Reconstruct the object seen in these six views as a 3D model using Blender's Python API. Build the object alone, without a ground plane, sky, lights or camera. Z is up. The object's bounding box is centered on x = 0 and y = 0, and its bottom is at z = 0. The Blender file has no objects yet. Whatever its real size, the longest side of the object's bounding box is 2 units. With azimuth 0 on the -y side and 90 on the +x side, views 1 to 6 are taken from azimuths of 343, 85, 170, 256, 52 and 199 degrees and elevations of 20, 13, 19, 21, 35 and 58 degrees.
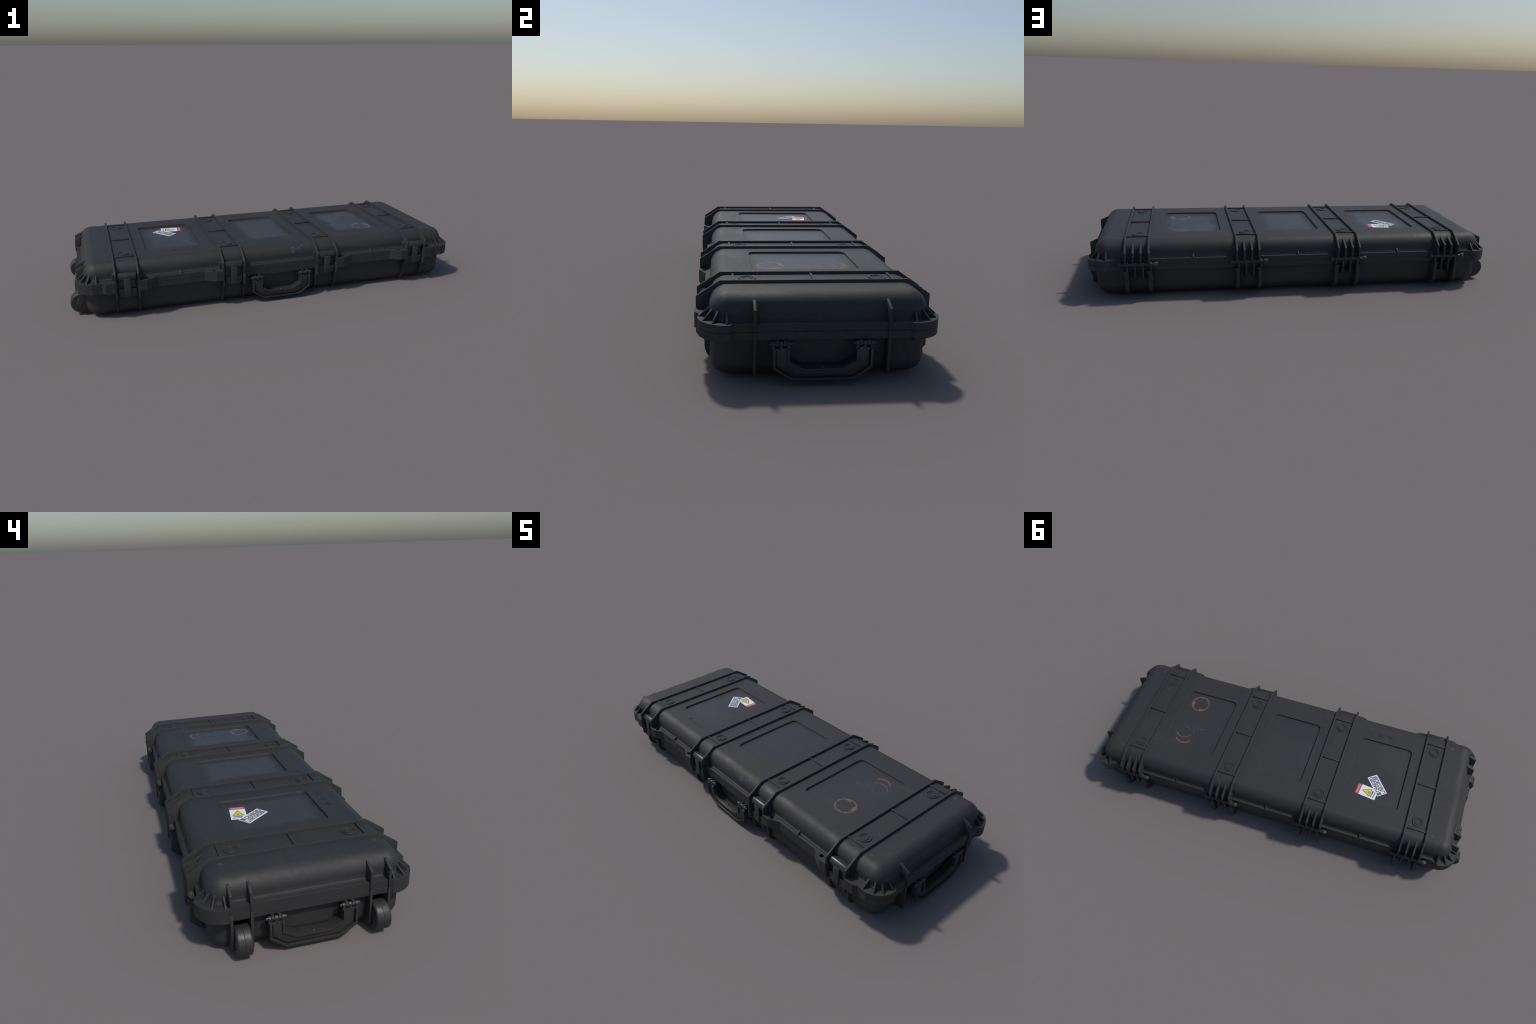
"""Long black wheeled hard case (rifle-case type): lid, base, flange, strap ribs,
latches, hinges, three carry handles, two wheels, stickers and stains."""
import bpy, bmesh, math, random
from mathutils import Vector, Matrix

random.seed(7)
XC = 0.0125                       # centre of the shell (wheels stick out at -x)
HX, HY, RC = 0.9412, 0.3352, 0.0575  # shell half length / half width / corner radius
ZT = 0.2677                       # top of the lid
ZS = 0.1640                       # parting line
ZF0, ZF1 = 0.1385, 0.1895         # flange bottom / top
BANDS = [-0.7500, -0.2435, 0.2435, 0.7500]   # strap bands, relative to XC
RIB = 0.0525                      # half spacing of a strap's two ribs
PANELS = [(-0.4990, 0.1400), (0.0005, 0.1345), (0.4965, 0.1400)]  # centre, half length

# ------------------------------------------------------------------ materials
def nt(mat):
    mat.use_nodes = True
    t = mat.node_tree
    return t, t.nodes, t.links

class G:
    """tiny helper to write node graphs as expressions"""
    def __init__(s, mat):
        s.t, s.n, s.l = nt(mat)
        s.bsdf = s.n['Principled BSDF']
        tc = s.n.new('ShaderNodeTexCoord')
        s.obj = tc.outputs['Object']
    def put(s, sock, v):
        if hasattr(v, 'is_output'): s.l.new(v, sock)
        else: sock.default_value = v
    def math(s, op, a, b=0.0, c=None, clamp=False):
        n = s.n.new('ShaderNodeMath'); n.operation = op; n.use_clamp = clamp
        s.put(n.inputs[0], a); s.put(n.inputs[1], b)
        if c is not None: s.put(n.inputs[2], c)
        return n.outputs[0]
    def noise(s, scale, detail=4, rough=0.55, vec=None, stretch=None, dist=0.0):
        n = s.n.new('ShaderNodeTexNoise')
        v = vec or s.obj
        if stretch:
            m = s.n.new('ShaderNodeMapping'); s.l.new(v, m.inputs[0])
            m.inputs['Scale'].default_value = stretch; v = m.outputs[0]
        s.l.new(v, n.inputs['Vector'])
        n.inputs['Scale'].default_value = scale; n.inputs['Detail'].default_value = detail
        n.inputs['Roughness'].default_value = rough; n.inputs['Distortion'].default_value = dist
        return n.outputs['Fac']
    def rng(s, v, a, b, c=0.0, d=1.0, smooth=True):
        n = s.n.new('ShaderNodeMapRange'); n.interpolation_type = 'SMOOTHSTEP' if smooth else 'LINEAR'
        s.put(n.inputs['Value'], v)
        for k, x in zip(('From Min', 'From Max', 'To Min', 'To Max'), (a, b, c, d)): s.put(n.inputs[k], x)
        return n.outputs[0]
    def mix(s, f, a, b):
        n = s.n.new('ShaderNodeMix'); n.data_type = 'RGBA'
        s.put(n.inputs[0], f)
        for i, v in ((6, a), (7, b)):
            if hasattr(v, 'is_output'): s.l.new(v, n.inputs[i])
            else: n.inputs[i].default_value = (*v, 1)
        return n.outputs[2]
    def xyz(s):
        n = s.n.new('ShaderNodeSeparateXYZ'); s.l.new(s.obj, n.inputs[0]); return n.outputs
    def bump(s, h, strength=0.15, dist=0.001):
        n = s.n.new('ShaderNodeBump'); n.inputs['Strength'].default_value = strength
        n.inputs['Distance'].default_value = dist; s.l.new(h, n.inputs['Height'])
        s.l.new(n.outputs[0], s.bsdf.inputs['Normal'])

BLACK = (0.0275, 0.0275, 0.0280)
PALE_TINT = (0.056, 0.0545, 0.052)  # paler grey mixed over the base colour in noisy patches

def plastic(name, base=BLACK, pale_tint=PALE_TINT, rough=0.62, pale_amt=0.32, lid=False):
    m = bpy.data.materials.new(name); g = G(m)
    big = g.noise(3.2, 5, 0.6)
    fine = g.noise(60, 3, 0.6)
    streak = g.noise(26, 4, 0.6, stretch=(0.25, 1.0, 1.0))
    d = g.math('MULTIPLY', g.rng(big, 0.46, 0.74), g.rng(streak, 0.30, 0.75))
    d = g.math('MULTIPLY', d, pale_amt)
    col = g.mix(d, base, pale_tint)
    col = g.mix(g.rng(fine, 0.35, 0.75, 0.0, 0.22), col, tuple(c * 0.70 for c in base))
    r = g.rng(big, 0.3, 0.75, rough - 0.05, rough + 0.09)
    r = g.math('ADD', r, g.rng(fine, 0.3, 0.7, -0.03, 0.03))
    if lid:
        o = g.xyz(); x, y, z = o[0], o[1], o[2]
        X = g.math('SUBTRACT', x, XC)
        ax = g.math('ABSOLUTE', X)
        wob = g.math('MULTIPLY', g.math('SUBTRACT', g.noise(14, 4, 0.65), 0.5), 0.07)
        # polished centres of the three recessed panels
        def box(cx, hx, hy):
            dx = g.math('SUBTRACT', g.math('ABSOLUTE', g.math('SUBTRACT', ax, cx)), hx)
            dy = g.math('SUBTRACT', g.math('ABSOLUTE', y), hy)
            e = g.math('ADD', g.math('MAXIMUM', dx, dy), wob)
            return g.rng(e, -0.050, 0.010, 1.0, 0.0)
        p = g.math('MAXIMUM', box(0.0, 0.128, 0.182), box(0.498, 0.133, 0.182))
        p = g.math('MULTIPLY', p, g.rng(z, ZT - 0.006, ZT - 0.0045, 1.0, 0.0))
        r = g.math('SUBTRACT', r, g.math('MULTIPLY', p, 0.25))
        col = g.mix(g.math('MULTIPLY', p, 0.7), col, (0.0450, 0.0435, 0.0420))  # panel colour lightened and warmed to offset the blue sky reflection
        sm0 = g.rng(g.noise(7, 3, 0.55, stretch=(0.6, 1, 1)), 0.54, 0.72)
        r = g.math('SUBTRACT', r, g.math('MULTIPLY', g.math('MULTIPLY', sm0, g.math('SUBTRACT', 1.0, p)), 0.13))
        # faint mould line along the middle
        ml = g.rng(g.math('ABSOLUTE', g.math('SUBTRACT', y, 0.004)), 0.0008, 0.0022, 1.0, 0.0)
        ml = g.math('MULTIPLY', ml, g.rng(g.noise(9, 3), 0.45, 0.6))
        col = g.mix(g.math('MULTIPLY', ml, 0.35), col, (0.018, 0.018, 0.018))
        # scattered pale scuffs
        sc = g.rng(g.noise(38, 2, 0.5, stretch=(1, 1, 1)), 0.74, 0.80)
        col = g.mix(g.math('MULTIPLY', sc, 0.35), col, (0.11, 0.11, 0.11))
        # dried brown rings left by cups
        nw = g.noise(24, 4, 0.65)
        ne = g.noise(55, 3, 0.6)
        def ring(cx, cy, rad, w0, w1):
            dx = g.math('SUBTRACT', x, cx); dy = g.math('SUBTRACT', y, cy)
            dd = g.math('SQRT', g.math('ADD', g.math('MULTIPLY', dx, dx), g.math('MULTIPLY', dy, dy)))
            off = g.math('SUBTRACT', rad, dd)      # >0 inside
            w = g.rng(nw, 0.52, 0.76, w0, w1)
            inner = g.math('SUBTRACT', w, off)
            a = g.rng(inner, 0.0, 0.0022)
            b = g.rng(off, -0.0012, 0.0010)
            return g.math('MULTIPLY', a, b)
        r1 = ring(0.563, -0.1205, 0.0500, 0.0068, 0.026)
        r2 = g.math('MULTIPLY', ring(0.572, 0.0690, 0.0490, 0.0052, 0.012),
                    g.math('MAXIMUM', g.rng(y, 0.080, 0.100, 0.0, 0.85),
                           g.math('MULTIPLY', g.rng(ne, 0.42, 0.60, 0.0, 0.5), g.rng(x, 0.55, 0.53))))
        r3 = g.math('MULTIPLY', ring(0.559, 0.1040, 0.0490, 0.0075, 0.019), g.rng(y, 0.122, 0.136))
        # smear running away from the second ring
        sy = g.math('SUBTRACT', y, g.math('MULTIPLY_ADD', x, 0.2187, -0.0674))
        sm = g.math('MULTIPLY', g.rng(g.math('ABSOLUTE', sy), 0.0008, 0.0026, 1.0, 0.0),
                    g.math('MULTIPLY', g.rng(x, 0.44, 0.50), g.rng(x, 0.516, 0.512)))
        sm = g.math('MULTIPLY', sm, 0.5)
        dx = g.math('SUBTRACT', x, 0.566); dy = g.math('SUBTRACT', y, 0.050)
        fan = g.math('ADD', g.math('MULTIPLY', g.math('ABSOLUTE', dx), 0.5), g.math('ABSOLUTE', g.math('ADD', dy, g.math('MULTIPLY', dx, 0.55))))
        fan = g.math('MULTIPLY', g.rng(fan, 0.006, 0.013, 1.0, 0.0), g.rng(ne, 0.35, 0.7, 0.0, 0.5))
        st = g.math('MAXIMUM', g.math('MAXIMUM', r1, r2), g.math('MAXIMUM', r3, g.math('MAXIMUM', sm, fan)))
        st = g.math('MULTIPLY', st, g.rng(ne, 0.22, 0.5, 0.72, 1.0))
        st = g.math('MULTIPLY', st, g.rng(z, ZT - 0.0100, ZT - 0.0095))
        col = g.mix(g.math('MULTIPLY', st, 0.88), col, (0.185, 0.104, 0.080))
    g.l.new(col, g.bsdf.inputs['Base Color'])
    g.l.new(r, g.bsdf.inputs['Roughness'])
    g.bump(g.noise(420, 2, 0.6), 0.10, 0.0006)
    return m

def simple(name, col, rough=0.5, var=0.15, scale=60, col2=None):
    m = bpy.data.materials.new(name); g = G(m)
    c2 = col2 or tuple(c * 0.75 for c in col)
    f = g.rng(g.noise(scale, 3), 0.35, 0.75, 0.0, 1.0)
    c = g.mix(g.math('MULTIPLY', f, var if col2 is None else 1.0), col, c2)
    g.l.new(c, g.bsdf.inputs['Base Color'])
    g.bsdf.inputs['Roughness'].default_value = rough
    return m

M_LID = plastic('lid_plastic', lid=True)
M_PLA = plastic('black_plastic')
M_LAT = plastic('latch_plastic', base=(0.030, 0.030, 0.030), rough=0.31, pale_amt=0.3)
M_HAN = plastic('handle_plastic', base=(0.030, 0.030, 0.030), rough=0.44, pale_amt=0.35)
M_RUB = plastic('wheel_rubber', base=(0.030, 0.030, 0.030), rough=0.48, pale_amt=0.3)
M_PIN = plastic('pin_plastic', base=(0.030, 0.030, 0.030), rough=0.40, pale_amt=0.3)
M_RAW = plastic('worn_pin_head', base=(0.055, 0.054, 0.052), rough=0.5, pale_amt=0.6)
M_WHITE = simple('white_vinyl', (0.80, 0.82, 0.88), 0.45, 0.12, 90)
M_RED = simple('red_print', (0.52, 0.045, 0.055), 0.45, 0.15, 90)
M_YEL = simple('yellow_print', (0.78, 0.66, 0.025), 0.45, 0.15, 90)
M_INK = simple('black_ink', (0.045, 0.045, 0.050), 0.5, 0.2, 90)
M_INK2 = simple('faded_ink', (0.10, 0.10, 0.105), 0.5, 1.0, 160, (0.26, 0.27, 0.29))
M_PINKISH = simple('header_lettering', (0.62, 0.50, 0.52), 0.45, 0.2, 90)
M_MARK = simple('moulded_mark', (0.0215, 0.0218, 0.0230), 0.52, 0.3, 120)
M_CHALK = simple('blue_marker', (0.033, 0.125, 0.180), 0.6, 1.0, 150, (0.032, 0.045, 0.052))
M_DOT = simple('gate_mark', (0.050, 0.051, 0.053), 0.55, 0.3, 200)

# ------------------------------------------------------------------ mesh helpers
def link(name, data, parent, loc=(0, 0, 0), rot=None):
    o = bpy.data.objects.new(name, data)
    bpy.context.scene.collection.objects.link(o)
    o.parent = parent
    o.location = loc
    if rot: o.rotation_euler = rot
    return o

def finish(bm, name, mat, bevel=0.0, seg=2, angle=35, min_edge=30):
    bmesh.ops.recalc_face_normals(bm, faces=bm.faces[:])
    if bevel > 0:
        es = [e for e in bm.edges if len(e.link_faces) == 2 and e.calc_face_angle(0) > math.radians(min_edge)]
        bmesh.ops.bevel(bm, geom=es, offset=bevel, segments=seg, profile=0.5, affect='EDGES', clamp_overlap=True)
    me = bpy.data.meshes.new(name)
    bm.to_mesh(me); bm.free()
    me.materials.append(mat)
    me.shade_smooth()
    me.set_sharp_from_angle(angle=math.radians(angle))
    return me

def prism_bm(pts, axis, a0, a1, bm=None):
    """extrude a 2D outline along an axis. axis x: pts=(y,z); y: pts=(x,z); z: pts=(x,y)"""
    bm = bm or bmesh.new()
    def P(p, a):
        return {'x': (a, p[0], p[1]), 'y': (p[0], a, p[1]), 'z': (p[0], p[1], a)}[axis]
    lo = [bm.verts.new(P(p, a0)) for p in pts]
    hi = [bm.verts.new(P(p, a1)) for p in pts]
    bm.faces.new(lo[::-1]); bm.faces.new(hi)
    n = len(pts)
    for i in range(n):
        bm.faces.new((lo[i], lo[(i + 1) % n], hi[(i + 1) % n], hi[i]))
    return bm

def prism(name, pts, axis, a0, a1, mat, bevel=0.001, seg=2, angle=35):
    return finish(prism_bm(pts, axis, a0, a1), name, mat, bevel, seg, angle)

def box_bm(bm, x0, x1, y0, y1, z0, z1):
    return prism_bm([(x0, y0), (x1, y0), (x1, y1), (x0, y1)], 'z', z0, z1, bm)

def rrect(hx, hy, r, n=10, cx=0.0, cy=0.0):
    r = max(r, 0.0015)
    out = []
    for sx, sy, a0 in ((1, 1, 0), (-1, 1, 90), (-1, -1, 180), (1, -1, 270)):
        for i in range(n + 1):
            a = math.radians(a0 + 90 * i / n)
            out.append((cx + sx * (hx - r) + r * math.cos(a), cy + sy * (hy - r) + r * math.sin(a)))
    return out

def bridge(bm, a, b):
    n = len(a)
    return [bm.faces.new((a[i], a[(i + 1) % n], b[(i + 1) % n], b[i])) for i in range(n)]

def loop_edges(bm, vs):
    out = []
    for i in range(len(vs)):
        a, b = vs[i], vs[(i + 1) % len(vs)]
        out.append(bm.edges.get((a, b)) or bm.edges.new((a, b)))
    return out

def shell_rings(bm, profile, n=12):
    """profile: (inset, z) rows of a rounded box shell"""
    rings = []
    for ins, z in profile:
        rings.append([bm.verts.new((XC + p[0], p[1], z)) for p in rrect(HX - ins, HY - ins, RC - ins, n)])
    for a, b in zip(rings, rings[1:]):
        bridge(bm, a, b)
    return rings

def lathe(bm, prof, seg, M):
    """prof (r, h) revolved about local z, then moved by matrix M"""
    rings = []
    for r, h in prof:
        if r < 1e-6:
            rings.append([bm.verts.new(M @ Vector((0, 0, h)))])
        else:
            rings.append([bm.verts.new(M @ Vector((r * math.cos(2 * math.pi * i / seg), r * math.sin(2 * math.pi * i / seg), h))) for i in range(seg)])
    for a, b in zip(rings, rings[1:]):
        for i in range(seg):
            j = (i + 1) % seg
            if len(a) == 1 and len(b) == 1: continue
            if len(a) == 1: bm.faces.new((a[0], b[i], b[j]))
            elif len(b) == 1: bm.faces.new((a[i], a[j], b[0]))
            else: bm.faces.new((a[i], a[j], b[j], b[i]))
    return bm

def cyl(bm, p0, p1, r, seg=20, cham=0.0012):
    p0, p1 = Vector(p0), Vector(p1)
    L = (p1 - p0).length
    M = Matrix.Translation(p0) @ (p1 - p0).to_track_quat('Z', 'Y').to_matrix().to_4x4()
    return lathe(bm, [(0, 0), (r - cham, 0), (r, cham), (r, L - cham), (r - cham, L), (0, L)], seg, M)

# ------------------------------------------------------------------ root
case = bpy.data.objects.new('equipment_case', None)
bpy.context.scene.collection.objects.link(case)
case['label'] = 'long black ribbed plastic hard case with wheels and handles'
case['category'] = 'hard case'

# ------------------------------------------------------------------ lid
R = 0.0555
prof = [(0.004, ZS), (-0.0055, ZS + 0.004), (-0.0065, 0.1935), (-0.0060, 0.1942), (-0.0022, 0.1946), (-0.0016, 0.1952), (0.0, 0.1990)]
N = 14
for i in range(N + 1):
    a = math.radians(90 * i / N)
    prof.append((R * (1 - math.cos(a)), ZT - R + R * math.sin(a)))
bm = bmesh.new()
rings = shell_rings(bm, prof, 12)
bm.faces.new(rings[0][::-1])
hold = [bm.verts.new((XC + p[0], p[1], ZT)) for p in rrect(HX - 0.061, HY - 0.061, 0.0015, 12)]
bridge(bm, rings[-1], hold)
edges = loop_edges(bm, hold)
for cx, hx in PANELS:
    hy, r = 0.1895, 0.026
    rows = [(-0.0016, 0), (0, 0), (0.0006, -0.0003), (0.0010, -0.0010), (0.0020, -0.0072), (0.0023, -0.0080), (0.0040, -0.0080)]
    loops = [[bm.verts.new((XC + p[0], p[1], ZT + dz)) for p in rrect(hx - i, hy - i, r - i, 8, cx)] for i, dz in rows]
    edges += loop_edges(bm, loops[0])
    for a, b in zip(loops, loops[1:]):
        bridge(bm, a, b)
    bm.faces.new(loops[-1])
bmesh.ops.triangle_fill(bm, use_beauty=True, use_dissolve=False, edges=edges, normal=(0, 0, 1))
lid = link('lid', finish(bm, 'lid', M_LID, 0, angle=40), case)

# ------------------------------------------------------------------ flange outline
def flange_outline():
    ye, ys, yb, xe = 0.3545, 0.3525, 0.3815, 0.9655
    cxx, cyy, rr = 0.8870, 0.2830, 0.0895
    pts = []
    def arc(sx, sy, a0, a1, n=14):
        return [(sx * (cxx + rr * math.cos(math.radians(a0 + (a1 - a0) * i / n))),
                 sy * (cyy + rr * math.sin(math.radians(a0 + (a1 - a0) * i / n)))) for i in range(n + 1)]
    def front_half():            # from X=0 to the +X corner, y negative (values mirrored later)
        o = []
        b3, b4 = BANDS[2], BANDS[3]
        o += [(b3 - RIB, -ye), (b3 - RIB + 0.002, -ys), (b3 + RIB - 0.002, -ys), (b3 + RIB, -yb), (b3 + 0.0885, -yb),
              (b3 + 0.140, -ye), (b4 - 0.140, -ye), (b4 - 0.0885, -yb), (b4 - RIB, -yb), (b4 - RIB + 0.002, -ys),
              (b4 + RIB - 0.002, -ys), (b4 + RIB, -yb), (b4 + 0.097, -yb), (b4 + 0.113, -0.3680)]
        return o
    f = front_half()
    c = arc(1, -1, 78, -4)
    end = [(xe, -0.262), (xe, 0.262)]
    cb = arc(1, 1, -4, 84)
    back = [(0.8640, 0.3560), (0.8520, ye)]
    right = f + c + end + cb + back
    left = [(-x, y) for x, y in right][::-1]
    return right + left

OUT = flange_outline()
HOLES = [(-BANDS[2] - 0.0945, -0.360), (BANDS[2] + 0.0945, -0.360), (-BANDS[3] + 0.0945, -0.360), (BANDS[3] - 0.0945, -0.360)]

def flange(name, z0, z1, mat):
    bm = bmesh.new()
    loops = [[(XC + x, y) for x, y in OUT]]
    for hx, hy in HOLES:
        loops.append([(XC + hx + 0.0098 * math.cos(2 * math.pi * i / 20), hy + 0.0098 * math.sin(2 * math.pi * i / 20)) for i in range(20)])
    caps = {}
    for z in (z0, z1):
        es, vl = [], []
        for lp in loops:
            vs = [bm.verts.new((p[0], p[1], z)) for p in lp]
            es += loop_edges(bm, vs); vl.append(vs)
        caps[z] = vl
        bmesh.ops.triangle_fill(bm, use_beauty=True, use_dissolve=False, edges=es, normal=(0, 0, 1 if z == z1 else -1))
    for a, b in zip(caps[z0], caps[z1]):
        bridge(bm, a, b)
    # drop anything that filled a hole
    me = finish(bm, name, mat, 0.0007, 2, 16, 50)
    return me

link('lid_flange', flange('lid_flange', ZS + 0.0004, ZF1, M_PLA), lid)

# ------------------------------------------------------------------ base
BZ, BI = 0.0055, 0.0015           # underside height, inset of the base wall
bm = bmesh.new()
prof = []
for i in range(N + 1):
    a = math.radians(90 * i / N)
    prof.append((BI + R * (1 - math.sin(a)), BZ + R - R * math.cos(a)))
prof += [(BI, 0.10), (BI, ZF0 - 0.001), (BI + 0.004, ZS - 0.0015)]
rings = shell_rings(bm, prof, 12)
hold = [bm.verts.new((XC + p[0], p[1], BZ)) for p in rrect(HX - 0.064, HY - 0.064, 0.0015, 12)]
bridge(bm, hold, rings[0])
bm.faces.new(hold[::-1]); bm.faces.new(rings[-1])
base_me = finish(bm, 'base', M_PLA, 0, angle=40)
base = link('base', base_me, case)
# wheel wells
cut = bmesh.new()
for s in (1, -1):
    y0, y1 = sorted((s * 0.2060, s * 0.2625))
    box_bm(cut, XC - 1.1, XC - 0.9000, y0, y1, -0.05, 0.1180)
bmesh.ops.recalc_face_normals(cut, faces=cut.faces[:])
cme = bpy.data.meshes.new('cut'); cut.to_mesh(cme); cut.free()
cobj = link('cut', cme, None)
md = base.modifiers.new('wells', 'BOOLEAN'); md.operation = 'DIFFERENCE'; md.object = cobj; md.solver = 'EXACT'
dg = bpy.context.evaluated_depsgraph_get()
new = bpy.data.meshes.new_from_object(base.evaluated_get(dg))
base.modifiers.clear(); base.data = new; new.name = 'base'
bpy.data.objects.remove(cobj); bpy.data.meshes.remove(cme); bpy.data.meshes.remove(base_me)
base.data.shade_smooth(); base.data.set_sharp_from_angle(angle=math.radians(40))

link('base_flange', flange('base_flange', ZF0, ZS - 0.0004, M_PLA), base)

# ------------------------------------------------------------------ strap ribs over the lid
T = 0.0044                        # half thickness of a rib
arch = [(-0.3780, ZS + 0.001), (-0.3780, 0.2270), (-0.3020, 0.2778), (0.3020, 0.2778), (0.3780, 0.2270), (0.3780, 0.1640),
        (0.3735, 0.1580), (0.3560, 0.1580), (0.3560, 0.1700), (0.3250, 0.1800), (0.3220, 0.2150), (0.2750, 0.2540),
        (-0.2750, 0.2540), (-0.3220, 0.2150), (-0.3250, ZS + 0.001)]
me_arch = prism('strap_rib', arch, 'x', -T, T, M_PLA, 0.0012, 2)
mid = [(0.2980, 0.2540), (0.3030, 0.2610), (0.3780, 0.2270), (0.3780, 0.1640), (0.3735, 0.1580), (0.3560, 0.1580),
       (0.3560, 0.1700), (0.3250, 0.1800), (0.3200, 0.2150)]
me_mid = prism('hinge_rib', mid, 'x', -T, T, M_PLA, 0.0012, 2)
pil = [(0.326, 0.188), (0.3505, 0.188), (0.3505, 0.2210), (0.343, 0.2235), (0.326, 0.2235)]
me_pilB = prism('rib_buttress', [(min(y, 0.3440), z) for y, z in pil[:3]] + pil[4:], 'x', -0.0035, 0.0015, M_PLA, 0.0009, 1)
me_pilF = prism('rib_buttress', [(-y, z) for y, z in pil], 'x', -0.0045, 0.0045, M_PLA, 0.0009, 1)
bar = [(-0.0036, 0.2650), (-0.0036, 0.2732), (0.0036, 0.2732), (0.0036, 0.2650)]
me_bar = prism('cross_bar', bar, 'x', -RIB + 0.003, RIB - 0.003, M_PLA, 0.0010, 2)
bm = bmesh.new()
lathe(bm, [(0.0285, -0.001), (0.0285, 0.0026), (0.0275, 0.0036), (0.0222, 0.0036), (0.0214, 0.0030), (0.0205, 0.0008), (0.0180, 0.0008),
           (0.0172, 0.0030), (0.0166, 0.0034), (0.0142, 0.0034), (0.0136, 0.0028), (0.0130, 0.0010), (0.0110, 0.0008), (0, 0.0008)], 40, Matrix())
me_boss = finish(bm, 'boss', M_PLA, 0, angle=30)

# base ribs: front (carries the latch) and back (hinge leaves)
def base_arc(off, a0, a1, n=8, sgn=1):
    return [(sgn * (HY - R + (R + off) * math.cos(math.radians(a0 + (a1 - a0) * i / n))),
             BZ + R - (R + 0.0055) * math.sin(math.radians(a0 + (a1 - a0) * i / n))) for i in range(n + 1)]
fr = [(-0.3780, ZS - 0.0005), (-0.3780, 0.1070), (-0.3755, 0.1040), (-0.3530, 0.1020)] + base_arc(0.0165, 5, 90, 10, -1) + [(0.0, 0.0), (0.0, 0.010), (-0.275, 0.012), (-0.320, 0.05), (-0.320, ZS - 0.0005)]
me_bf = prism('base_rib', fr, 'x', -T, T, M_PLA, 0.0011, 2)
bk = [(0.3560, 0.1790), (0.3735, 0.1790), (0.3780, 0.1740), (0.3780, 0.0500), (0.3560, 0.0280), (0.3360, 0.0130), (0.3000, 0.0010), (0.2750, 0.0), (0.0, 0.0), (0.0, 0.010), (0.275, 0.012),
      (0.3200, 0.0500), (0.3200, 0.1370), (0.3560, 0.1370)]
me_bb = prism('base_rib', bk, 'x', -T, T, M_PLA, 0.0011, 2)
bkw = [(0.3775, 0.1340), (0.3775, 0.0505), (0.3555, 0.0285), (0.3355, 0.0135), (0.3000, 0.0020), (0.275, 0.012), (0.3200, 0.0500), (0.3200, 0.1340)]
me_bbw = prism('base_rib', bkw, 'x', -0.0085, 0.0085, M_PLA, 0.0011, 2)
bks = [(0.3560, 0.1790), (0.3735, 0.1790), (0.3780, 0.1740), (0.3780, 0.1080), (0.3750, 0.1020), (0.3200, 0.0780), (0.3200, 0.1370), (0.3560, 0.1370)]
me_bs = prism('hinge_rib', bks, 'x', -T, T, M_PLA, 0.0011, 2)
bm = bmesh.new(); box_bm(bm, -0.0115, 0.0115, 0.352, 0.3770, 0.1315, 0.1395)
me_tab = finish(bm, 'hinge_stop', M_PLA, 0.0015, 2)

# hinge pins
bm = bmesh.new(); cyl(bm, (-0.074, 0, 0), (0.074, 0, 0), 0.0078, 20)
me_pin = finish(bm, 'hinge_pin', M_PIN, 0)
bm = bmesh.new(); cyl(bm, (0.070, 0, 0), (0.086, 0, 0), 0.0125, 8, 0.003)
me_knob = finish(bm, 'pin_knob', M_PLA, 0, angle=30)
bm = bmesh.new()
prism_bm([(-0.0105, -0.0095), (-0.0060, 0.0110), (0.0085, 0.0110), (0.0115, 0.0020), (0.0060, -0.0095)], 'x', -0.0905, -0.0715, bm)
me_head = finish(bm, 'pin_head', M_RAW, 0.0018, 2)

# ------------------------------------------------------------------ latch
bm = bmesh.new()
W = 0.0440
rollp = [(-0.330, 0.186), (-0.330, 0.2200)]
for i in range(15):
    a = math.radians(100 + 165 * i / 14)
    rollp.append((-0.3505 + 0.0200 * math.cos(a), 0.2060 + 0.0200 * math.sin(a)))
prism_bm(rollp, 'x', -W, W, bm)
me_roll = finish(bm, 'latch_roll', M_LAT, 0.0035, 3, 40, 60)
bm = bmesh.new(); box_bm(bm, -0.040, 0.040, -0.3570, -0.335, 0.116, 0.205)
me_latch_back = finish(bm, 'latch', M_LAT, 0.002, 2)
def low_plate():
    o = [(-W + 0.002, 0.1500), (-W + 0.002, 0.130)]
    for i in range(7):
        a = math.radians(180 + 90 * i / 6); o.append((-W + 0.020 + 0.018 * math.cos(a), 0.1280 + 0.018 * math.sin(a)))
    return o + [(-x, z) for x, z in o[::-1]]
me_low = prism('latch_plate', low_plate(), 'y', -0.3665, -0.338, M_LAT, 0.0028, 3)
tabp = [(-0.350, 0.1105), (-0.3695, 0.1105), (-0.3725, 0.1130), (-0.3725, 0.1980), (-0.3705, 0.2015), (-0.350, 0.2015)]
me_ltab = prism('latch_tab', tabp, 'x', -0.0158, 0.0158, M_PLA, 0.0010, 2)

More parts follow.
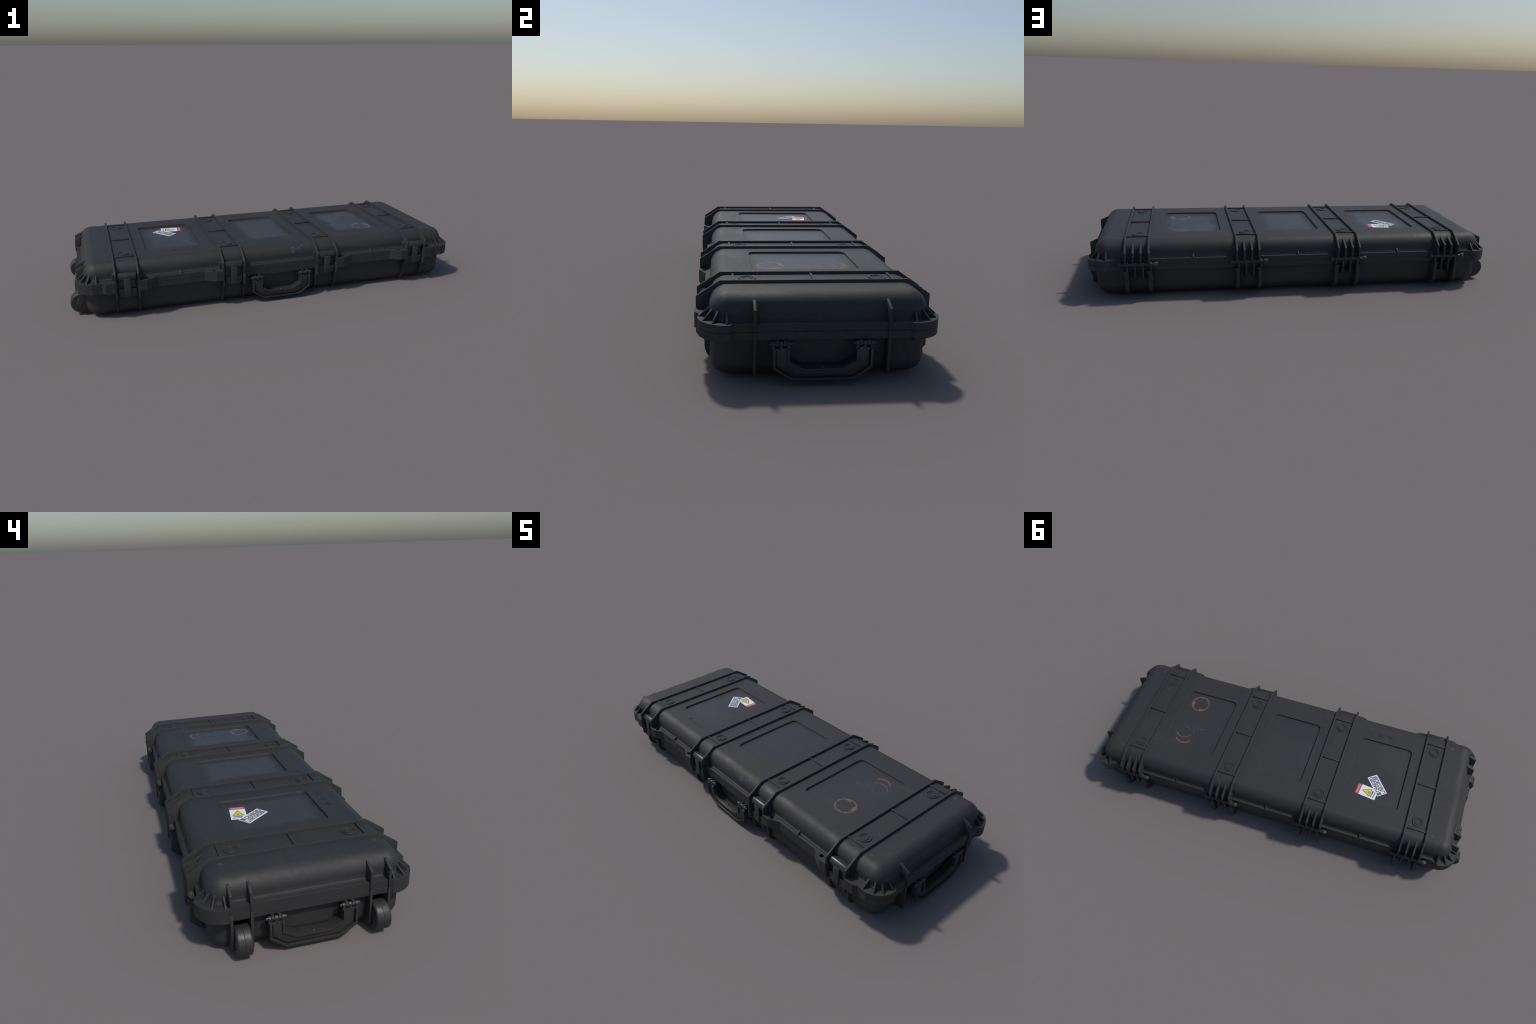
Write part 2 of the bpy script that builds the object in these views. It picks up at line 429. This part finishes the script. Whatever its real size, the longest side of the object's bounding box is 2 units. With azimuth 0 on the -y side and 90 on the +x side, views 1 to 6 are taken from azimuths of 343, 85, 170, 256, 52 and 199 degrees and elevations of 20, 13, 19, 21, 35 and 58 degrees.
for bi, c in enumerate(BANDS):
    cx = XC + c
    mir = 1 if c > 0 else -1
    for s in (-1, 1):
        xr = cx + s * RIB
        link('strap_rib', me_arch, lid, (xr, 0, 0))
        link('rib_buttress', me_pilF, lid, (xr + s * 0.0085, 0, 0))
        link('rib_buttress', me_pilB, lid, (xr + s * 0.0050 + 0.0010, 0, 0))
        link('hinge_rib', me_mid, lid, (cx + s * 0.0175, 0, 0))
        link('base_rib', me_bf, base, (cx + s * RIB, 0, 0))
        xb = cx + s * RIB - mir * 0.0085
        link('base_rib', me_bb, base, (xb, 0, 0))
        link('base_rib', me_bbw, base, (xb + mir * 0.0035, 0, 0))
        link('hinge_stop', me_tab, base, (xb + mir * 0.0080, 0, 0))
        link('hinge_rib', me_bs, base, (cx + s * 0.0175 - mir * 0.0085, 0, 0))
        link('boss', me_boss, lid, (cx, s * 0.2145, ZT))
    for y in (-0.2600, 0.0, 0.2600):
        link('cross_bar', me_bar, lid, (cx, y, 0))
    p = link('hinge_pin', me_pin, case, (cx - mir * 0.002, 0.3680, 0.1680))
    link('pin_knob', me_knob, p)
    link('pin_head', me_head, p)
    la = link('latch', me_latch_back, case, (cx, 0, 0))
    link('latch_roll', me_roll, la)
    link('latch_plate', me_low, la)
    link('latch_tab', me_ltab, la)

# ------------------------------------------------------------------ small gussets on the flange
gus = [(0.330, 0.187), (0.3535, 0.187), (0.3535, 0.1925), (0.3375, 0.2055), (0.330, 0.2055)]
me_gb = prism('flange_gusset', gus, 'x', -0.0034, 0.0034, M_PLA, 0.0008, 1)
me_gf = prism('flange_gusset', [(-y, z) for y, z in gus], 'x', -0.0034, 0.0034, M_PLA, 0.0008, 1)
for X in (-0.4970, 0.0, 0.4970):
    link('flange_gusset', me_gb, lid, (XC + X, 0, 0))
    if X: link('flange_gusset', me_gf, lid, (XC + X, 0, 0))

# corner fins, radiating from the lid corners, and their twins under the base flange
fin = [(0.040, 0.186), (0.0850, 0.186), (0.0850, 0.1900), (0.0520, 0.2200), (0.040, 0.2200)]
me_fin = prism('corner_fin', fin, 'y', -0.0032, 0.0032, M_PLA, 0.0009, 1)
und = [(0.040, 0.1395), (0.0780, 0.1395), (0.0780, 0.1370), (0.0545, 0.1215), (0.040, 0.1215)]
me_und = prism('corner_fin', und, 'y', -0.0032, 0.0032, M_PLA, 0.0009, 1)
for sx in (-1, 1):
    for sy in (-1, 1):
        for a in (0, 31, 58, 90):
            ang = math.atan2(sy * math.sin(math.radians(a)), sx * math.cos(math.radians(a)))
            link('corner_fin', me_fin, lid, (XC + sx * 0.8870, sy * 0.2830, 0), (0, 0, ang))
            if a in (0, 31, 58):
                link('corner_fin', me_und, base, (XC + sx * 0.8870, sy * 0.2830, 0), (0, 0, ang))

# end ribs
up = [(0.900, ZS + 0.0005), (0.9715, ZS + 0.0005), (0.9715, 0.2315), (0.9285, 0.2515), (0.900, 0.230)]
dn = [(0.920, ZS - 0.0005), (0.9715, ZS - 0.0005), (0.9715, 0.0310), (0.9640, 0.0285), (0.9240, 0.0180), (0.9050, 0.0200), (0.915, 0.06)]
me_eu = prism('end_rib', up, 'y', -T, T, M_PLA, 0.0011, 2)
me_ed = prism('end_rib', dn, 'y', -T, T, M_PLA, 0.0011, 2)
for y in (-0.2015, 0.2015):
    link('end_rib', me_eu, lid, (XC, y, 0)); link('end_rib', me_ed, base, (XC, y, 0))
for y in (-0.267, -0.2018, 0.2018, 0.267):
    link('end_rib', me_eu, lid, (XC, y, 0), (0, 0, math.pi)); link('end_rib', me_ed, base, (XC, y, 0), (0, 0, math.pi))

# ------------------------------------------------------------------ wheels
WR, WH = 0.0505, 0.0265
wp = [(0, -WH - 0.0012), (0.0235, -WH - 0.0012), (0.0250, -WH - 0.0005), (0.0260, -WH + 0.0012), (0.0285, -WH + 0.0012), (0.0295, -WH)]
for i in range(7):
    a = math.radians(-90 + 90 * i / 6); wp.append((WR - 0.0075 + 0.0075 * math.cos(a), -WH + 0.0075 + 0.0075 * math.sin(a)))
wp += [(WR, -0.0009), (WR - 0.0009, 0.0)]
wp += [(r, -h) for r, h in wp[::-1][1:]]
bm = bmesh.new(); lathe(bm, wp, 56, Matrix.Rotation(math.pi / 2, 4, 'X'))
me_wheel = finish(bm, 'wheel', M_RUB, 0, angle=30)
bm = bmesh.new(); cyl(bm, (0, -0.0382, 0), (0, 0.0382, 0), 0.0034, 12, 0.001)
me_axle = finish(bm, 'axle', M_PIN, 0)
for y in (-0.2343, 0.2343):
    w = link('wheel', me_wheel, case, (XC - 0.9620, y, 0.0597))
    link('axle', me_axle, w)

# ------------------------------------------------------------------ carry handles
# local frame: x along the handle, y outward is negative, z up; y = 0 is the handle's face
def mirror(pts): return pts + [(-x, z) for x, z in pts[::-1]]
def offs(d):
    """outer edge of the U moved inwards by d"""
    return [(0.1495 - d, 0.1165), (0.1495 - d, 0.0560 + d * 0.55), (0.0940 - d * 0.25, 0.0180 + d)]
def inn(d):
    """inner edge of the U moved outwards by d"""
    return [(0.1000 + d, 0.1165), (0.1000 + d, 0.0775 - d * 0.55), (0.0580 + d * 0.25, 0.0550 - d)]
def band(a, b):
    """closed outline between two open mirrored paths"""
    A = a + [(-x, z) for x, z in a[::-1]]
    Bq = b + [(-x, z) for x, z in b[::-1]]
    return A + Bq[::-1]
def band_bm(bm, a, b, y0, y1):
    A = a + [(-x, z) for x, z in a[::-1]]
    Bq = b + [(-x, z) for x, z in b[::-1]]
    rows = []
    for y in (y0, y1):
        rows.append(([bm.verts.new((x, y, z)) for x, z in A], [bm.verts.new((x, y, z)) for x, z in Bq]))
    (a0, b0), (a1, b1) = rows
    n = len(A)
    for i in range(n - 1):
        bm.faces.new((a0[i], a0[i + 1], b0[i + 1], b0[i])); bm.faces.new((a1[i], b1[i], b1[i + 1], a1[i + 1]))
        bm.faces.new((a0[i], a1[i], a1[i + 1], a0[i + 1])); bm.faces.new((b0[i], b0[i + 1], b1[i + 1], b1[i]))
    for i in (0, n - 1):
        bm.faces.new((a0[i], b0[i], b1[i], a1[i]))
def handle_mesh():
    bm = bmesh.new()
    D = 0.0440
    band_bm(bm, offs(0.0012), inn(0.0012), 0.0130, D)               # web
    band_bm(bm, offs(0), offs(0.0075), 0.0, D - 0.001)              # outer rim
    band_bm(bm, inn(0.0070), inn(0), 0.0, D - 0.001)                # inner rim
    band_bm(bm, offs(0.0120), inn(0.0060), 0.0060, D - 0.002)       # raised grip face
    for s in (-1, 1):                                               # three knuckles per arm
        for x0, x1 in ((0.0970, 0.1080), (0.1190, 0.1310), (0.1420, 0.1530)):
            a, b = sorted((s * x0, s * x1))
            cyl(bm, (a, 0.0130, 0.1290), (b, 0.0130, 0.1290), 0.0086, 18, 0.0008)
            box_bm(bm, a + 0.0004, b - 0.0004, 0.0060, 0.0205, 0.1110, 0.1290)
        a, b = sorted((s * 0.1010, s * 0.1485))
        box_bm(bm, a, b, 0.0062, 0.0290, 0.1080, 0.1180)
    return finish(bm, 'carry_handle', M_HAN, 0.0010, 2, 35, 40)
me_handle = handle_mesh()
bm = bmesh.new()
for s in (-1, 1):
    a, b = sorted((s * 0.0900, s * 0.1600))
    cyl(bm, (a, 0.0130, 0.1290), (b, 0.0130, 0.1290), 0.0052, 16, 0.001)
me_hpin = finish(bm, 'handle_pin', M_PIN, 0)
bm = bmesh.new()
for s in (-1, 1):
    for x0, x1 in ((0.1085, 0.1185), (0.1315, 0.1415)):
        a, b = sorted((s * x0, s * x1))
        cyl(bm, (a, 0.0130, 0.1290), (b, 0.0130, 0.1290), 0.0084, 18, 0.0008)
        box_bm(bm, a, b, 0.0080, 0.0215, 0.1290, 0.1395)
        box_bm(bm, a + 0.0005, b - 0.0005, 0.0180, 0.0520, 0.1240, 0.1392)
me_lug = finish(bm, 'handle_lug', M_PLA, 0.0008, 1)
bm = bmesh.new()
lathe(bm, [(0.0065, -0.001), (0.0062, 0.0012), (0.0048, 0.0030), (0.0026, 0.0040), (0, 0.0043)], 18, Matrix.Translation((0, 0.0140, 0.0550)))
me_stud = finish(bm, 'handle_stud', M_PIN, 0, angle=60)
for loc, rot in (((XC, -0.3800, 0), 0.0), ((XC + 0.9875, 0, 0), math.pi / 2), ((XC - 0.9875, 0, 0), -math.pi / 2)):
    h = link('carry_handle', me_handle, case, loc, (0, 0, rot))
    link('handle_pin', me_hpin, h); link('handle_lug', me_lug, h); link('handle_stud', me_stud, h)

# ------------------------------------------------------------------ stickers, lettering and marks
def text_mesh(name, body, size, mat, M, width=None, depth=0.00015, bold=0.0):
    cu = bpy.data.curves.new(name, 'FONT'); cu.body = body; cu.size = size
    cu.align_x = 'CENTER'; cu.align_y = 'CENTER'; cu.extrude = depth; cu.offset = bold
    ob = bpy.data.objects.new(name, cu); bpy.context.scene.collection.objects.link(ob)
    bpy.context.view_layer.update()
    dgx = bpy.context.evaluated_depsgraph_get()
    me = bpy.data.meshes.new_from_object(ob.evaluated_get(dgx))
    bpy.data.objects.remove(ob); bpy.data.curves.remove(cu)
    xs = [v.co.x for v in me.vertices]; ys = [v.co.y for v in me.vertices]
    mx, my = (max(xs) + min(xs)) / 2, (max(ys) + min(ys)) / 2
    k = width / (max(xs) - min(xs)) if width else 1.0
    for v in me.vertices:
        v.co = M @ Vector(((v.co.x - mx) * k, v.co.y - my, v.co.z))
    me.name = name; me.materials.clear(); me.materials.append(mat)
    return me

def frame(cx, cy, up_deg, z):
    """matrix with local +y pointing to up_deg in the xy plane"""
    return Matrix.Translation((cx, cy, z)) @ Matrix.Rotation(math.radians(up_deg - 90), 4, 'Z')

ZP = ZT - 0.0080
def slab(name, pts, z0, z1, M, mat):
    bm = prism_bm(pts, 'z', z0, z1)
    bm.transform(M)
    return finish(bm, name, mat, 0)
def rect(x0, x1, y0, y1): return [(x0, y0), (x1, y0), (x1, y1), (x0, y1)]

# warning label: white card, red header, yellow triangle
Mw = frame(-0.4545, 0.1240, -7.0, ZP)
hl, hw = 0.0535, 0.0310
wl = link('warning_label', slab('warning_label', rect(-hw, hw, -hl, hl), -0.0002, 0.0006, Mw, M_WHITE), case)
link('label_header', slab('label_header', rect(-hw, hw, hl - 0.0205, hl), 0.0004, 0.0009, Mw, M_RED), wl)
link('label_lettering', text_mesh('label_lettering', 'DANGER', 0.0150, M_PINKISH, Mw @ Matrix.Translation((0, hl - 0.0102, 0.0010)), 0.051, bold=0.0002), wl)
def tri(k, cy): return [(-0.0245 * k, cy - 0.0155 * k), (0.0245 * k, cy - 0.0155 * k), (0.0, cy + 0.0315 * k)]
link('warning_triangle', slab('warning_triangle', tri(1.0, -0.0075), 0.0004, 0.0009, Mw, simple('triangle_border', (0.20, 0.165, 0.03), 0.5)), wl)
link('warning_triangle', slab('warning_triangle', tri(0.76, -0.0080), 0.0006, 0.0012, Mw, M_YEL), wl)
link('warning_symbol', slab('warning_symbol', [(0.0060 * math.cos(i * math.pi / 5), -0.0120 + 0.0045 * math.sin(i * math.pi / 5)) for i in range(10)], 0.0008, 0.0014, Mw, simple('symbol_print', (0.22, 0.18, 0.03), 0.5)), wl)
link('label_line', slab('label_line', rect(-0.021, 0.008, -0.0325, -0.0265), 0.0004, 0.0009, Mw, M_INK2), wl)
link('label_line', slab('label_line', rect(-0.0015, 0.016, -0.0330, -0.0272), 0.0005, 0.0010, Mw, M_INK), wl)
link('label_line', slab('label_line', rect(-0.024, 0.016, -0.0435, -0.0390), 0.0004, 0.0009, Mw, M_INK2), wl)

# narrow strip label with two rows of capitals
right = Vector((0.0745, -0.0920)).normalized()
updeg = math.degrees(math.atan2(right.x, -right.y))
Ms = frame(-0.4975, 0.0733, updeg, ZP + 0.0009)
sl, sw = 0.0590, 0.0265
st = link('strip_label', slab('strip_label', rect(-sl, sl, -sw, sw), -0.0004, 0.0008, Ms, M_WHITE), case)
for txt, yy in (('CHARGED', 0.0112), ('RECORDER', -0.0108)):
    link('label_lettering', text_mesh('label_lettering', txt, 0.0265, M_INK2, Ms @ Matrix.Translation((0.0100, yy, 0.0010)), 0.092, bold=0.0013), st)
link('label_line', slab('label_line', rect(-sl + 0.004, -sl + 0.019, 0.002, sw - 0.003), 0.0006, 0.0011, Ms, M_INK2), st)
link('label_line', slab('label_line', rect(-sl + 0.003, -sl + 0.006, -sw + 0.004, sw - 0.004), 0.0006, 0.0012, Ms, M_INK2), st)
link('label_line', slab('label_line', rect(-sl + 0.016, -sl + 0.019, -sw + 0.003, 0.002), 0.0006, 0.0012, Ms, M_INK2), st)
link('label_line', slab('label_line', rect(-sl + 0.007, -sl + 0.015, -sw + 0.004, -sw + 0.009), 0.0006, 0.0012, Ms, M_INK2), st)

# three moulded warning triangles and a pentagon mark on the lid
def ring_bm(bm, outer, inner, z0, z1):
    rows = []
    for pts in (outer, inner):
        rows.append([[bm.verts.new((x, y, z)) for x, y in pts] for z in (z0, z1)])
    (o0, o1), (i0, i1) = rows
    bridge(bm, o0, o1); bridge(bm, o1, i1); bridge(bm, i1, i0); bridge(bm, i0, o0)
def tri3(cx, k): return [(cx + 0.0205 * k, -0.2420 + 0.0107 * (1 - k)), (cx, -0.2080 - 0.0215 * (1 - k)), (cx - 0.0205 * k, -0.2420 + 0.0107 * (1 - k))]
Z0, Z1 = ZT - 0.0005, ZT + 0.0004
for i, cx in enumerate((-0.3900, -0.4440, -0.4980)):
    bm = bmesh.new()
    if i == 1:
        prism_bm(tri3(cx, 1.0)[::-1], 'z', Z0, Z1, bm)
    else:
        ring_bm(bm, tri3(cx, 1.0), tri3(cx, 0.72), Z0, Z1)
        if i == 0:
            prism_bm(rect(cx - 0.0015, cx + 0.009, -0.2330, -0.2300), 'z', Z0, Z1, bm)
            prism_bm(rect(cx - 0.008, cx - 0.0045, -0.2340, -0.2270), 'z', Z0, Z1, bm)
            prism_bm(rect(cx - 0.003, cx + 0.003, -0.2260, -0.2200), 'z', Z0, Z1, bm)
        else:
            for dx, a in ((0.0, 35), (0.0, -35)):
                c0, s0 = math.cos(math.radians(a)), math.sin(math.radians(a))
                prism_bm([(cx + c0 * u - s0 * v, -0.2300 + s0 * u + c0 * v) for u, v in rect(-0.009, 0.009, -0.0016, 0.0016)], 'z', Z0, Z1, bm)
            prism_bm([(cx + 0.0035 * math.cos(t), -0.2290 + 0.0035 * math.sin(t)) for t in [k * math.pi / 4 for k in range(8)]], 'z', Z0, Z1, bm)
    link('moulded_symbol', finish(bm, 'moulded_symbol', M_MARK, 0), lid)
bm = bmesh.new()
pent = lambda r: [(-0.1285 + r * math.cos(math.radians(60 + 51.43 * k)), -0.2290 + 0.95 * r * math.sin(math.radians(60 + 51.43 * k))) for k in range(7)]
ring_bm(bm, pent(0.0165), pent(0.0115), Z0, Z1)
link('moulded_symbol', finish(bm, 'moulded_symbol', M_MARK, 0), lid)
bm = bmesh.new(); lathe(bm, [(0.0085, -0.0006), (0.0080, 0.0004), (0.0060, 0.0006), (0, 0.0006)], 20, Matrix())
me_dot = finish(bm, 'gate_mark', M_DOT, 0)
for X in (-0.8335, 0.8350):
    for y in (-0.2690, 0.2690):
        link('gate_mark', me_dot, lid, (XC + X, y, ZT))

# blue hand-written marking that follows the lid's rounded front edge
def on_lid(x, s):
    """s: arc length measured down the front rounding from the flat top"""
    a = s / R
    return Vector((x, -(HY - R) - (R + 0.0004) * math.sin(a), ZT - R + (R + 0.0004) * math.cos(a)))
def stroke(bm, pts, w):
    dense = []
    for p, q in zip(pts, pts[1:]):
        for i in range(6):
            t = i / 6; dense.append((p[0] + (q[0] - p[0]) * t, p[1] + (q[1] - p[1]) * t))
    dense.append(pts[-1])
    rows = []
    for i, p in enumerate(dense):
        a = dense[max(i - 1, 0)]; b = dense[min(i + 1, len(dense) - 1)]
        d = Vector((b[0] - a[0], b[1] - a[1])).normalized(); nrm = (-d.y * w / 2, d.x * w / 2)
        rows.append([on_lid(p[0] + k * nrm[0], p[1] + k * nrm[1]) for k in (-1, 1)])
    vs = [[bm.verts.new(v) for v in r] for r in rows]
    for a, b in zip(vs, vs[1:]):
        bm.faces.new((a[0], a[1], b[1], b[0]))
bm = bmesh.new()
q = [(0.0860 + 0.0072 * math.cos(math.radians(70 + 36 * k)), 0.0585 - 0.0125 * math.sin(math.radians(70 + 36 * k))) for k in range(11)]
stroke(bm, q, 0.0048)
stroke(bm, [(0.0880, 0.0640), (0.0960, 0.0690)], 0.0030)
stroke(bm, [(0.0995, 0.0560), (0.1080, 0.0545)], 0.0026)
stroke(bm, [(0.1150, 0.0430), (0.1160, 0.0530), (0.1240, 0.0530)], 0.0030)
stroke(bm, [(0.1215, 0.0420), (0.1235, 0.0640)], 0.0028)
stroke(bm, [(0.1430, 0.0350), (0.1345, 0.0360), (0.1350, 0.0440)], 0.0028)
stroke(bm, [(0.1350, 0.0440), (0.1430, 0.0470), (0.1420, 0.0540)], 0.0026)
geo = bmesh.ops.extrude_face_region(bm, geom=bm.faces[:])
for v in [g for g in geo['geom'] if isinstance(g, bmesh.types.BMVert)]:
    c = Vector((v.co.x, -(HY - R), ZT - R)); v.co += (c - v.co).normalized() * 0.0012
link('handwriting', finish(bm, 'handwriting', M_CHALK, 0), lid)

# two small moulded name plates on the front flange (unreadable in size)
for x0, x1 in ((0.1320, 0.1680), (-0.1420, -0.1060)):
    bm = bmesh.new()
    n = 6
    for k in range(n):
        a = x0 + (x1 - x0) * k / n
        box_bm(bm, a, a + (x1 - x0) / n * 0.78, -0.3549, -0.3535, 0.1735, 0.1845)
    o = link('moulded_plate', finish(bm, 'moulded_plate', M_MARK, 0), lid)
